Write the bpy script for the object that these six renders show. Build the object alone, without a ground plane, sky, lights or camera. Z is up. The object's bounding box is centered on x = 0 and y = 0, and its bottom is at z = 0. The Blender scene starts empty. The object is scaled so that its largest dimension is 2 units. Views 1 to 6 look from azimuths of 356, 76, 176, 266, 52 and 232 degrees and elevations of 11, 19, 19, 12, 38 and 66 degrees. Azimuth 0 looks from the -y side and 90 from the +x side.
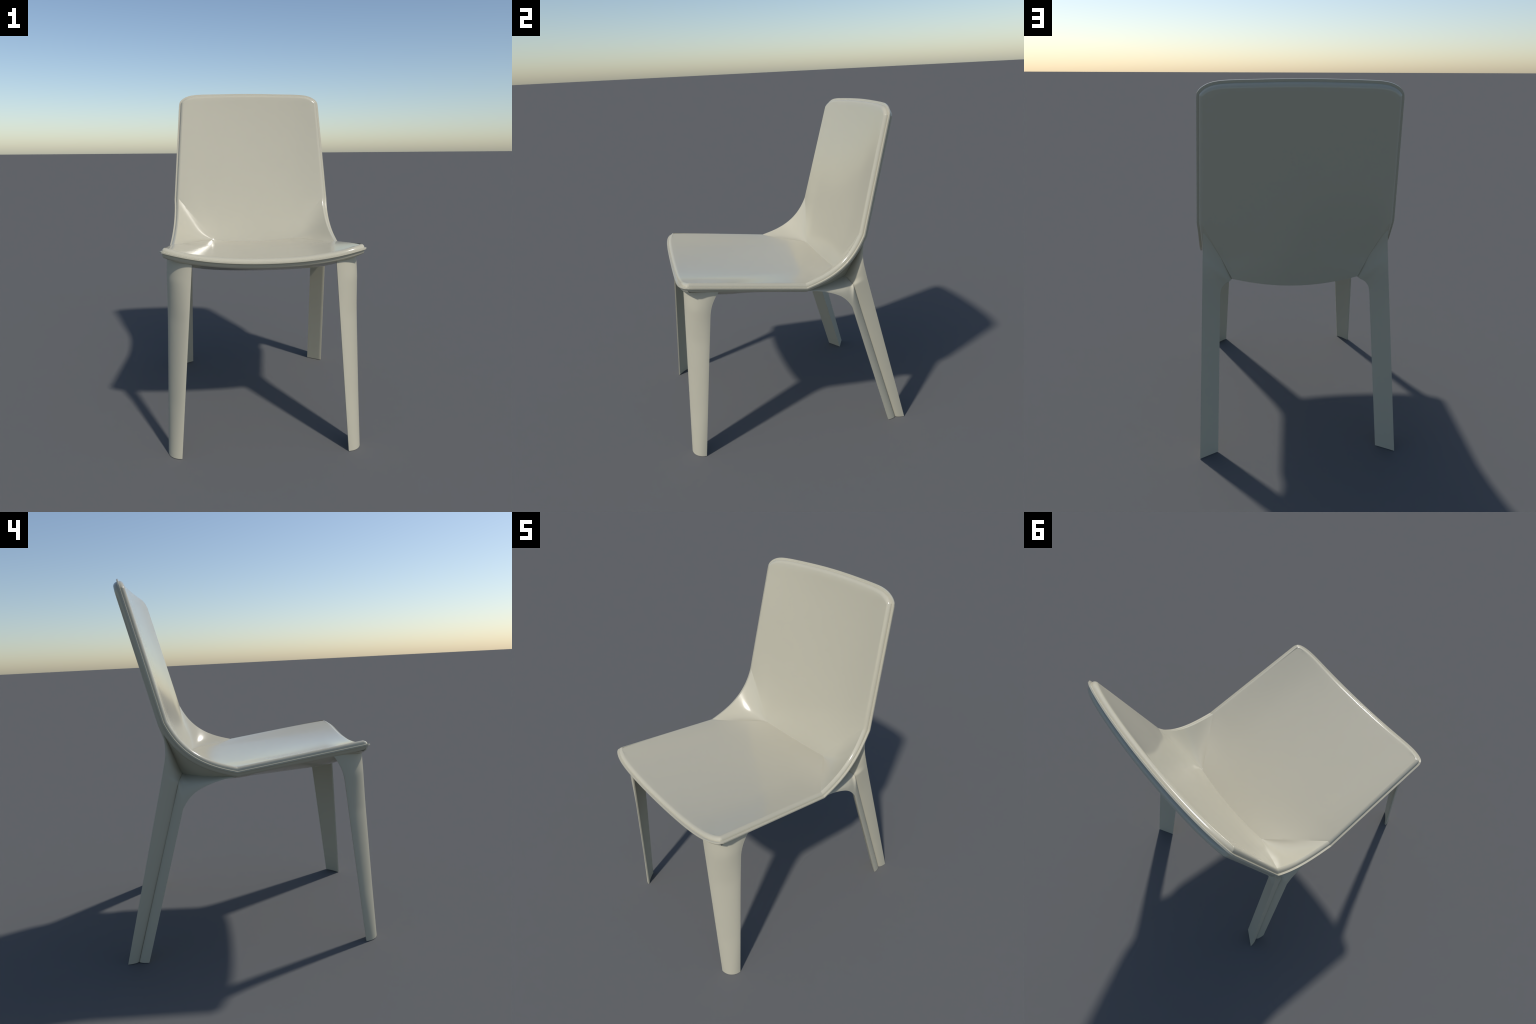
# A moulded one-piece plastic stacking chair: a dished seat-and-back shell with a
# flanged rim, two quarter-round front legs and two twin-lobed splayed rear legs.
import bpy, math
import numpy as np

X = np.array([1.0, 0.0, 0.0])


def V(*a):
    return np.array(a, float)


def lerp(a, b, t):
    return a + (b - a) * t


def smooth_curve(pts, n):
    """Catmull-Rom through control points, resampled to n+1 points evenly by length."""
    P = np.array(pts, float)
    E = np.vstack([2 * P[0] - P[1], P, 2 * P[-1] - P[-2]])
    out = []
    for k in range(1, len(E) - 2):
        a, b, c, d = E[k - 1], E[k], E[k + 1], E[k + 2]
        for t in np.linspace(0, 1, 40, endpoint=False):
            out.append(0.5 * ((2 * b) + (c - a) * t + (2 * a - 5 * b + 4 * c - d) * t * t
                              + (3 * b - a - 3 * c + d) * t ** 3))
    out.append(P[-1])
    return resample(np.array(out), n)


def resample(C, n):
    L = np.r_[0, np.cumsum(np.linalg.norm(np.diff(C, axis=0), axis=1))]
    s = np.linspace(0, L[-1], n + 1)
    return np.stack([np.interp(s, L, C[:, k]) for k in range(3)], 1)


# ------------------------------------------------------------------ outline of the rim
N = 48      # columns across half the seat (and half the back)
NC = 25     # column at which the crease ends and the corner blend begins
RS = 44     # rows along the seat side
RA = 30     # rows round the corner arc
RB = 44     # rows up the back side

FRONT_X, TOP_X = 0.532, 0.485


def front_edge(t):
    t = np.abs(t)
    return (-0.6761 + 0.0074 * t ** 4 + 0.0359 * t ** 10,
            1.0487 + 0.0489 * t ** 2 + 0.0253 * t ** 4 - 0.015 * t ** 10)


def top_edge(t):
    t = np.abs(t)
    return (0.6023 - 0.0286 * t ** 2 - 0.0069 * t ** 4 - 0.007 * t ** 10,
            2.0006 - 0.0217 * t ** 2 + 0.0211 * t ** 4 - 0.0618 * t ** 10)


def col_spread(n):
    """0..1, closer together towards the corner where the edge turns."""
    u = np.linspace(0, 1, n + 1)
    return 1 - (1 - u) ** 1.35


t = np.linspace(0, 1, 400)
fy, fz = front_edge(t)
front_half = resample(np.stack([FRONT_X * t, fy, fz], 1), N)
ty, tz = top_edge(t)
top_half = resample(np.stack([TOP_X * t, ty, tz], 1), N)
CORNER_F, CORNER_T = front_half[-1], top_half[-1]
SEAT_KINK = V(0.5435, 0.047, 1.010)
BACK_KINK = V(0.5285, 0.402, 1.279)


def fair_curve(pts, n, degree=4):
    """Fair polynomial arc through (near) the control points, ends held."""
    P = np.array(pts, float)
    u = np.r_[0, np.cumsum(np.linalg.norm(np.diff(P, axis=0), axis=1))]
    u /= u[-1]
    w = np.ones(len(P))
    w[[0, -1]] = 30
    v = np.linspace(0, 1, 400)
    C = np.stack([np.polyval(np.polyfit(u, P[:, k], degree, w=w), v) for k in range(3)], 1)
    C += np.outer(1 - v, P[0] - C[0]) + np.outer(v, P[-1] - C[-1])
    return resample(C, n)


arc = fair_curve([SEAT_KINK, (0.5365, 0.194, 1.059), (0.5305, 0.2915, 1.122),
                  (0.5275, 0.350, 1.186), (0.5268, 0.3735, 1.222), BACK_KINK], RA)
seat_side = np.array([lerp(CORNER_F, SEAT_KINK, k / RS) for k in range(RS + 1)])
back_side = np.array([lerp(BACK_KINK, CORNER_T, k / RB) for k in range(RB + 1)])
half = np.vstack([front_half, seat_side[1:], arc[1:], back_side[1:], top_half[::-1][1:]])
H = len(half)
ring = np.vstack([half, (half * [-1, 1, 1])[::-1][1:-1]])
NR = len(ring)

# normal of the shell (towards the sitter) at every rim segment
iF, iS, iA, iB = N, N + RS, N + RS + RA, N + RS + RA + RB
M_SEAT = V(0, 0.10, 0.995)
M_BACK = V(0, -0.967, 0.255)


def seg_normal(k):
    a, b = ring[k], ring[(k + 1) % NR]
    T = (b - a) / np.linalg.norm(b - a)
    kk = k if k < H - 1 else NR - 1 - k
    if kk < iS:
        m = M_SEAT
    elif kk >= iA:
        m = M_BACK
    else:
        d = half[kk + 1] - half[kk]
        m = V(0, -d[2], d[1])
    m = m - T * (m @ T)
    m /= np.linalg.norm(m)
    return m, np.cross(m, T)


segs = [seg_normal(k) for k in range(NR)]
up, inward = [], []
for k in range(NR):
    (m1, n1), (m2, n2) = segs[k - 1], segs[k]
    up.append((m1 + m2) / np.linalg.norm(m1 + m2))
    inward.append((n1 + n2) / (1 + n1 @ n2))
up, inward = np.array(up), np.array(inward)


def offset_ring(i, h):
    return ring + inward * i + up * h


# rim section: (inset from the flange edge, height above its middle)
BEAD_I, BEAD_H = 0.032, 0.0225
LIP_I, LIP_H = 0.034, -0.0310
FL = 0.0042
FLW = 0.0125
section = []
for a in np.linspace(0, math.pi / 2, 11):
    section.append((BEAD_I - (BEAD_I - FLW) * math.sin(a), FL + (BEAD_H - FL) * math.cos(a)))
section += [(0.0012, FL), (0.0003, FL - 0.0009), (0.0003, -FL + 0.0009), (0.0012, -FL), (FLW, -FL)]
for a in np.linspace(0, math.pi / 2, 11)[1:]:
    section.append((FLW + (LIP_I - FLW) * (1 - math.cos(a)), -FL + (LIP_H + FL) * math.sin(a)))

# the flange runs a little rounder through the corners than the bead does
def corner_cut(k):
    kk = k if k < H else NR - k
    df = np.linalg.norm(half[kk] - CORNER_F)
    dt = np.linalg.norm(half[kk] - CORNER_T)
    return 0.0065 * max(0, 1 - df / 0.030) ** 2 + 0.0030 * max(0, 1 - dt / 0.030) ** 2


CUT = np.array([corner_cut(k) for k in range(NR)])


def section_ring(i, h):
    return ring + inward * (i + CUT * max(0.4, 1 - i / FLW))[:, None] + up * h


rings = [section_ring(i, h) for i, h in section]
D, L = rings[0], rings[-1]


def half_of(R):
    return R[:H]


# ------------------------------------------------------------------ upper and lower faces
def plin(x, xs, ys):
    return np.interp(x, xs, ys)


def bend(x, xs, ys):
    """Smooth (monotone-ish Hermite) interpolation through a few design values."""
    xs, ys = np.array(xs, float), np.array(ys, float)
    d = np.gradient(ys, xs)
    x = np.clip(x, xs[0], xs[-1])
    k = np.clip(np.searchsorted(xs, x) - 1, 0, len(xs) - 2)
    h = xs[k + 1] - xs[k]
    t = (x - xs[k]) / h
    return ((2 * t ** 3 - 3 * t ** 2 + 1) * ys[k] + (t ** 3 - 2 * t ** 2 + t) * h * d[k]
            + (3 * t ** 2 - 2 * t ** 3) * ys[k + 1] + (t ** 3 - t ** 2) * h * d[k + 1])


def seat_top(x, y):
    zc = 1.067 - 0.0747 * (y + 0.644)
    a = bend(y, [-0.64, -0.33, -0.04, 0.045, 0.15, 0.31], [0.19, 0.128, 0.076, 0.062, 0.085, 0.25])
    b = bend(y, [-0.64, -0.33, -0.04], [0.10, 0.03, 0.0])
    return zc + a * x ** 2 + b * x ** 4


def back_top(x, z):
    yc = 0.32 + 0.271 * (z - 0.995)
    a = bend(z, [1.01, 1.16, 1.26, 1.34, 1.60, 1.94], [0.25, 0.10, 0.065, 0.066, 0.112, 0.165])
    b = bend(z, [1.60, 1.94], [0.0, 0.04])
    return yc - a * x ** 2 - b * x ** 4


def seat_under(x, y):
    zc = bend(y, [-0.645, -0.60, -0.55, -0.5, -0.41, -0.26, 0.0, 0.36],
              [1.016, 0.998, 0.986, 0.976, 0.961, 0.942, 0.918, 0.890])
    zl = lerp(L[iF][2], L[iS][2], (y - L[iF][1]) / (L[iS][1] - L[iF][1]))
    zl = np.maximum(zl, 0.0)
    p = bend(y, [-0.6, -0.427, -0.274, -0.147, 0.0, 0.35], [5.0, 5.5, 3.8, 3.1, 2.5, 2.0])
    front = zc + (zl - zc) * (np.abs(x) / 0.507) ** p
    rear = zc + bend(y, [0.047, 0.2, 0.37], [0.235, 0.28, 0.43]) * x ** 2
    w = np.clip((y + 0.05) / 0.1, 0, 1)
    return lerp(front, rear, w * w * (3 - 2 * w))


def back_under(x, z):
    yc = 0.360 + 0.2458 * (z - 0.890)
    sag = plin(z, [0.95, 1.07, 1.27, 1.60, 1.95], [0.006, 0.030, 0.027, 0.029, 0.030])
    p = plin(z, [0.95, 1.07, 1.15, 1.27, 1.60, 1.95], [6.0, 3.0, 2.4, 2.2, 2.2, 2.2])
    return yc - sag * (np.abs(x) / plin(z, [0.95, 1.27, 1.95], [0.37, 0.497, 0.452])) ** p


def crease_line(xc, f_y, f_z, seat_end, back_end, f_seat, f_back):
    """Half boundary of the seat face and of the back face: crease, then to the rim kinks."""
    xs = np.linspace(0, xc, NC + 1)
    cr = np.stack([xs, f_y(xs), f_z(xs)], 1)
    C = cr[-1]
    s, b = [], []
    for k in range(1, N - NC + 1):
        w = k / (N - NC)
        p = lerp(C, seat_end, w)
        q = lerp(C, back_end, w)
        # bow the straight lines onto the dished faces
        es = (f_seat(p[0], p[1]) - lerp(f_seat(C[0], C[1]), f_seat(seat_end[0], seat_end[1]), w))
        eb = (f_back(q[0], q[2]) - lerp(f_back(C[0], C[2]), f_back(back_end[0], back_end[2]), w))
        s.append(p + V(0, 0, es))
        b.append(q + V(0, eb, 0))
    return np.vstack([cr, s]), np.vstack([cr, b])


def mirror_cols(h):
    return np.vstack([(h * [-1, 1, 1])[::-1][:-1], h])


def face_grid(start_half, end_half, side, f, axis):
    """Grid between two half-curves, bounded by the rim side; f gives coordinate `axis`."""
    A, B = mirror_cols(start_half), mirror_cols(end_half)
    R = len(side) - 1
    s = np.linspace(-1, 1, 2 * N + 1)
    G = np.zeros((R + 1, 2 * N + 1, 3))
    for r in range(R + 1):
        u = r / R
        G[r] = lerp(A, B, u)
        other = 1 if axis == 2 else 2
        G[r, :, axis] = f(G[r, :, 0], G[r, :, other])
    # pull the border onto the curves it has to meet
    d0, d1 = A - G[0], B - G[-1]
    for r in range(R + 1):
        u = r / R
        G[r] += d0 * (1 - u) ** 6 + d1 * u ** 6
    for r in range(R + 1):
        dr = side[r] - G[r, -1]
        w = np.clip((np.abs(s) - 0.55) / 0.45, 0, 1)
        w = w * w * (3 - 2 * w)
        for c in range(2 * N + 1):
            dd = dr if s[c] > 0 else dr * [-1, 1, 1]
            G[r, c] += dd * w[c]
    G[0], G[-1] = A, B
    return G


def corner_patch(S, B, arc_pts, sink, power):
    """Conical blend between seat line S and back line B (both from the crease end out)."""
    n = len(S) - 1
    chord = arc_pts[-1] - arc_pts[0]
    t = np.array([(p - arc_pts[0]) @ chord / (chord @ chord) for p in arc_pts])
    e = np.array([p - lerp(arc_pts[0], arc_pts[-1], tt) for p, tt in zip(arc_pts, t)])
    P = np.zeros((n + 1, len(arc_pts), 3))
    for k in range(n + 1):
        w = k / n
        for j in range(len(arc_pts)):
            P[k, j] = lerp(S[k], B[k], t[j]) + e[j] * w ** power
            # hollow (or, underneath, draw in) the middle of the blend
            P[k, j] += V(0, 0.75, -0.66) * sink(w) * 6.75 * t[j] * (1 - t[j]) ** 2
    return P


def shell_side(Rg, xc, f_y, f_z, f_seat, f_back, sink, power):
    h = half_of(Rg)
    S, B = crease_line(xc, f_y, f_z, h[iS], h[iA], f_seat, f_back)
    seat = face_grid(h[:N + 1], S, h[iF:iS + 1], f_seat, 2)
    back = face_grid(B, h[iB:][::-1], h[iA:iB + 1], f_back, 1)
    patch = corner_patch(S[NC:], B[NC:], h[iS:iA + 1], sink, power)
    return seat, back, patch


up_faces = shell_side(D, 0.268, lambda x: 0.32 - 0.181 * x ** 2, lambda x: 0.9952 + 0.2506 * x ** 2,
                      seat_top, back_top, lambda w: 0.018 * math.sin(math.pi * w), 1.0)
low_faces = shell_side(L, 0.352, lambda x: 0.360 + 0.09 * x ** 2, lambda x: 0.890 + 0.43 * x ** 2,
                       seat_under, back_under, lambda w: -0.013 * (1 - w) * min(1, w * 8), 1.6)


# ------------------------------------------------------------------ mesh helpers
class Builder:
    def __init__(self):
        self.v, self.f, self.tag, self.key = [], [], [], {}

    def vert(self, p):
        k = tuple(int(round(c * 2e5)) for c in p)
        if k not in self.key:
            self.key[k] = len(self.v)
            self.v.append(tuple(float(c) for c in p))
        return self.key[k]

    def face(self, pts, tag=0):
        ids = []
        for p in pts:
            i = self.vert(p)
            if i not in ids:
                ids.append(i)
        if len(ids) > 2:
            self.f.append(ids)
            self.tag.append(tag)

    def grid(self, G, tag=0, flip=False):
        for r in range(len(G) - 1):
            for c in range(len(G[0]) - 1):
                q = [G[r][c], G[r][c + 1], G[r + 1][c + 1], G[r + 1][c]]
                self.face(q[::-1] if flip else q, tag)

    def mesh(self, name, angle=32):
        m = bpy.data.meshes.new(name)
        m.from_pydata(self.v, [], self.f)
        m.validate()
        m.update()
        m.polygons.foreach_set("use_smooth", [True] * len(m.polygons))
        m.set_sharp_from_angle(angle=math.radians(angle))
        return m


SEAT_T, BACK_T = 1, 2
sh = Builder()
for (seat, back, patch), lower in ((up_faces, False), (low_faces, True)):
    sh.grid(seat, SEAT_T, flip=lower)
    sh.grid(back, BACK_T, flip=lower)
    sh.grid(patch, SEAT_T, flip=lower)
    sh.grid(patch * [-1, 1, 1], SEAT_T, flip=not lower)
for a, b in zip(rings[:-1], rings[1:]):
    for k in range(NR):
        k2 = (k + 1) % NR
        kk = k if k < H - 1 else NR - 1 - k
        sh.face([a[k], b[k], b[k2], a[k2]], SEAT_T if kk < iA else BACK_T)
shell_mesh = sh.mesh("shell", 14)
import bmesh
bm = bmesh.new()
bm.from_mesh(shell_mesh)
bmesh.ops.recalc_face_normals(bm, faces=bm.faces)
if bm.calc_volume(signed=True) < 0:
    bmesh.ops.reverse_faces(bm, faces=bm.faces)
bm.to_mesh(shell_mesh)
bm.free()
shell_mesh.set_sharp_from_angle(angle=math.radians(14))


# ------------------------------------------------------------------ materials
def plastic(name, rough, coat, ior=1.46):
    mat = bpy.data.materials.new(name)
    mat.use_nodes = True
    nt = mat.node_tree
    bs = nt.nodes["Principled BSDF"]
    tc = nt.nodes.new("ShaderNodeTexCoord")
    nz = nt.nodes.new("ShaderNodeTexNoise")
    nz.inputs["Scale"].default_value = 9.0
    nz.inputs["Detail"].default_value = 3.0
    nt.links.new(tc.outputs["Object"], nz.inputs["Vector"])
    mr = nt.nodes.new("ShaderNodeMapRange")
    mr.inputs["To Min"].default_value = rough - 0.012
    mr.inputs["To Max"].default_value = rough + 0.012
    nt.links.new(nz.outputs["Fac"], mr.inputs["Value"])
    nt.links.new(mr.outputs["Result"], bs.inputs["Roughness"])
    rgb = nt.nodes.new("ShaderNodeRGB")
    rgb.outputs[0].default_value = (*COLOUR, 1)
    nt.links.new(rgb.outputs[0], bs.inputs["Base Color"])
    bs.inputs["IOR"].default_value = ior
    bs.inputs["Coat Weight"].default_value = coat
    bs.inputs["Coat Roughness"].default_value = 0.05
    return mat


COLOUR = (0.470, 0.440, 0.340)
gloss = plastic("glossy_cream_plastic", 0.145, 0.0)
satin = plastic("satin_cream_plastic", 0.55, 0.0)

chair = bpy.data.objects.new("plastic_chair", None)
bpy.context.scene.collection.objects.link(chair)
chair["label"] = "cream one-piece moulded plastic side chair with splayed legs"
chair["category"] = "chair"


def add(name, mesh, mat):
    ob = bpy.data.objects.new(name, mesh)
    mesh.materials.clear()
    mesh.materials.append(mat)
    bpy.context.scene.collection.objects.link(ob)
    ob.parent = chair
    return ob


def split_part(src, tags, want, name):
    """Faces of one region, keeping the whole shell's normals along the border."""
    cn = [tuple(c.vector) for c in src.corner_normals]
    vmap, vs, fs, nn = {}, [], [], []
    for p, tg in zip(src.polygons, tags):
        if tg != want:
            continue
        f = []
        for li in p.loop_indices:
            vi = src.loops[li].vertex_index
            if vi not in vmap:
                vmap[vi] = len(vs)
                vs.append(tuple(src.vertices[vi].co))
            f.append(vmap[vi])
            nn.append(cn[li])
        fs.append(f)
    m = bpy.data.meshes.new(name)
    m.from_pydata(vs, [], fs)
    m.update()
    m.polygons.foreach_set("use_smooth", [True] * len(m.polygons))
    m.normals_split_custom_set(nn)
    return m


seat_ob = add("seat", split_part(shell_mesh, sh.tag, SEAT_T, "seat"), gloss)
back_ob = add("backrest", split_part(shell_mesh, sh.tag, BACK_T, "backrest"), gloss)
bpy.data.meshes.remove(shell_mesh)


# ------------------------------------------------------------------ front legs
def front_leg():
    b = Builder()
    rows = []
    nz, na, ni = 60, 28, 12
    for k in range(nz + 1):
        u = k / nz
        pts = []
        z0 = 1.085 * (1 - (1 - u) ** 1.3)
        fin = V(0.4495 - 0.076 * z0, -0.695 + 0.0535 * z0)
        fb = V(0.5275 - 0.0225 * z0, -0.617 + 0.112 * z0)
        flare = 0.046 * max(0, (z0 - 0.91) / 0.15) ** 2.3
        fb[1] += flare
        fb[0] += 0.005 * max(0, (z0 - 0.6) / 0.4) ** 2
        c = V(fin[0], fb[1])
        a, bb = fb[0] - fin[0], fb[1] - fin[1]
        for j in range(na + 1):
            th = math.pi / 2 * j / na
            e = 1.0 + 0.28 * min(1.0, z0 / 0.3) * (1 - min(1, max(0, (z0 - 0.75) / 0.2)))
            pts.append(V(c[0] + a * math.sin(th) ** e, c[1] - bb * math.cos(th) ** e))
        for j in range(1, ni):
            pts.append(lerp(fb + V(-0.010, 0), fin + V(0, 0.008), (j - 1) / (ni - 2))
                       + V(0.7, -0.7) * 0.0045 * math.sin(math.pi * (j - 1) / (ni - 2)))
        row = []
        for p in pts:
            lim = seat_top(p[0], p[1]) - 0.029
            row.append(V(p[0], p[1], min(z0, lim)))
        rows.append(row + [row[0]])
    b.grid(rows)
    b.f.append([b.vert(p) for p in rows[0][:-1]][::-1])
    b.tag.append(0)
    return fix(b.mesh("front_leg", 40))


def fix(m, ang=40):
    bm = bmesh.new()
    bm.from_mesh(m)
    bmesh.ops.dissolve_degenerate(bm, dist=1e-6, edges=bm.edges)
    bmesh.ops.recalc_face_normals(bm, faces=bm.faces)
    bm.to_mesh(m)
    bm.free()
    m.polygons.foreach_set("use_smooth", [True] * len(m.polygons))
    m.set_sharp_from_angle(angle=math.radians(ang))
    return m


# ------------------------------------------------------------------ rear legs
def P1(z):
    return V(0.547 - 0.0385 * z, 0.693 - 0.2605 * z, z)


def P2(z):
    return V(0.4495 - 0.034 * z, 0.639 - 0.2915 * z, z)


def P3(z):
    return V(0.5475 - 0.040 * z, 0.580 - 0.2915 * z, z)


def GR(z):
    return V(0.526 - 0.041 * z, 0.6365 - 0.294 * z, z)


def edge(straight, z_end, extra, n_straight, n_extra):
    a = np.array([straight(z) for z in np.linspace(0, z_end, n_straight + 1)])
    c = smooth_curve([straight(z_end - 0.02), straight(z_end)] + list(extra), 200)
    k = int(np.argmin(np.linalg.norm(c - a[-1], axis=1)))
    c = resample(np.vstack([a[-1], c[k + 1:]]), n_extra)
    return np.vstack([a, c[1:]])


def rear_leg():
    b = Builder()
    ns, ne = 30, 60
    e1 = edge(P1, 1.0, [(0.5065, 0.418, 1.06), (0.504, 0.4075, 1.11), (0.501, 0.4045, 1.16),
                        (0.498, 0.408, 1.216), (0.487, 0.405, 1.26)], ns, ne)
    e3 = edge(P3, 0.83, [(0.5135, 0.309, 0.875), (0.513, 0.272, 0.911), (0.512, 0.228, 0.936),
                         (0.511, 0.176, 0.956), (0.511, 0.116, 0.972), (0.513, 0.056, 0.983),
                         (0.50, 0.03, 0.995)], ns, ne)
    e2 = edge(P2, 0.855, [(0.4130, 0.384, 0.889), (0.394, 0.376, 0.914), (0.362, 0.368, 0.932),
                          (0.345, 0.350, 0.96), (0.36, 0.345, 1.05), (0.43, 0.375, 1.17)], ns, ne)
    e2b = edge(P2, 0.855, [(0.4130, 0.384, 0.889), (0.394, 0.376, 0.914), (0.362, 0.368, 0.932),
                           (0.33, 0.31, 0.955), (0.36, 0.20, 0.965), (0.45, 0.06, 0.985)], ns, ne)
    va = edge(GR, 0.955, [(0.480, 0.351, 0.970), (0.44, 0.344, 0.982), (0.39, 0.336, 0.993),
                          (0.345, 0.345, 1.02), (0.40, 0.372, 1.12), (0.46, 0.392, 1.20)], ns, ne)
    vb = edge(GR, 0.955, [(0.480, 0.351, 0.970), (0.44, 0.344, 0.982), (0.39, 0.336, 0.993),
                          (0.345, 0.31, 0.99), (0.38, 0.18, 0.985), (0.45, 0.06, 0.99)], ns, ne)
    m = 16
    lobe1, lobe2, back, inner = [], [], [], []
    for k in range(len(e1)):
        r1, r2 = [], []
        for j in range(m + 1):
            th = math.pi / 2 * j / m
            zk = e1[k][2]
            q = plin(zk, [0, 0.35, 0.85, 1.0, 1.1], [1.0, 1.25, 1.45, 1.15, 0.95])
            s, c = math.sin(th) ** q, 1 - math.cos(th) ** q
            # from the groove, out of it square to the leg side, round to the edge
            for r, g, p in ((r1, va[k], e1[k]), (r2, vb[k], e3[k])):
                d = p - g
                ax = V(d[0], 0, 0)
                r.append(g + ax * s + (d - ax) * c)
        lobe1.append(r1)
        lobe2.append(r2)
        swell = 0.012 * min(1.0, max(0.0, (zk - 1.0) / 0.08))
        back.append([lerp(e1[k], e2[k], j / 8) + V(0, swell * math.sin(math.pi * j / 8), 0) for j in range(9)])
        inner.append([lerp(e2b[k], e3[k] + V(-0.0075, 0, 0), j / 8) for j in range(9)] + [e3[k]])
    for g in (lobe1, lobe2, back, inner):
        b.grid(g)
    sole = [p for p in lobe1[0]] + [p for p in back[0][1:]] + [p for p in inner[0][1:]] + lobe2[0][::-1][1:-1]
    b.f.append([b.vert(p) for p in sole])
    b.tag.append(0)
    return fix(b.mesh("rear_leg", 40))


for mesh, name in ((front_leg(), "front_leg"), (rear_leg(), "rear_leg")):
    a = add(name, mesh, satin)
    c = a.copy()
    c.scale = (-1, 1, 1)
    bpy.context.scene.collection.objects.link(c)
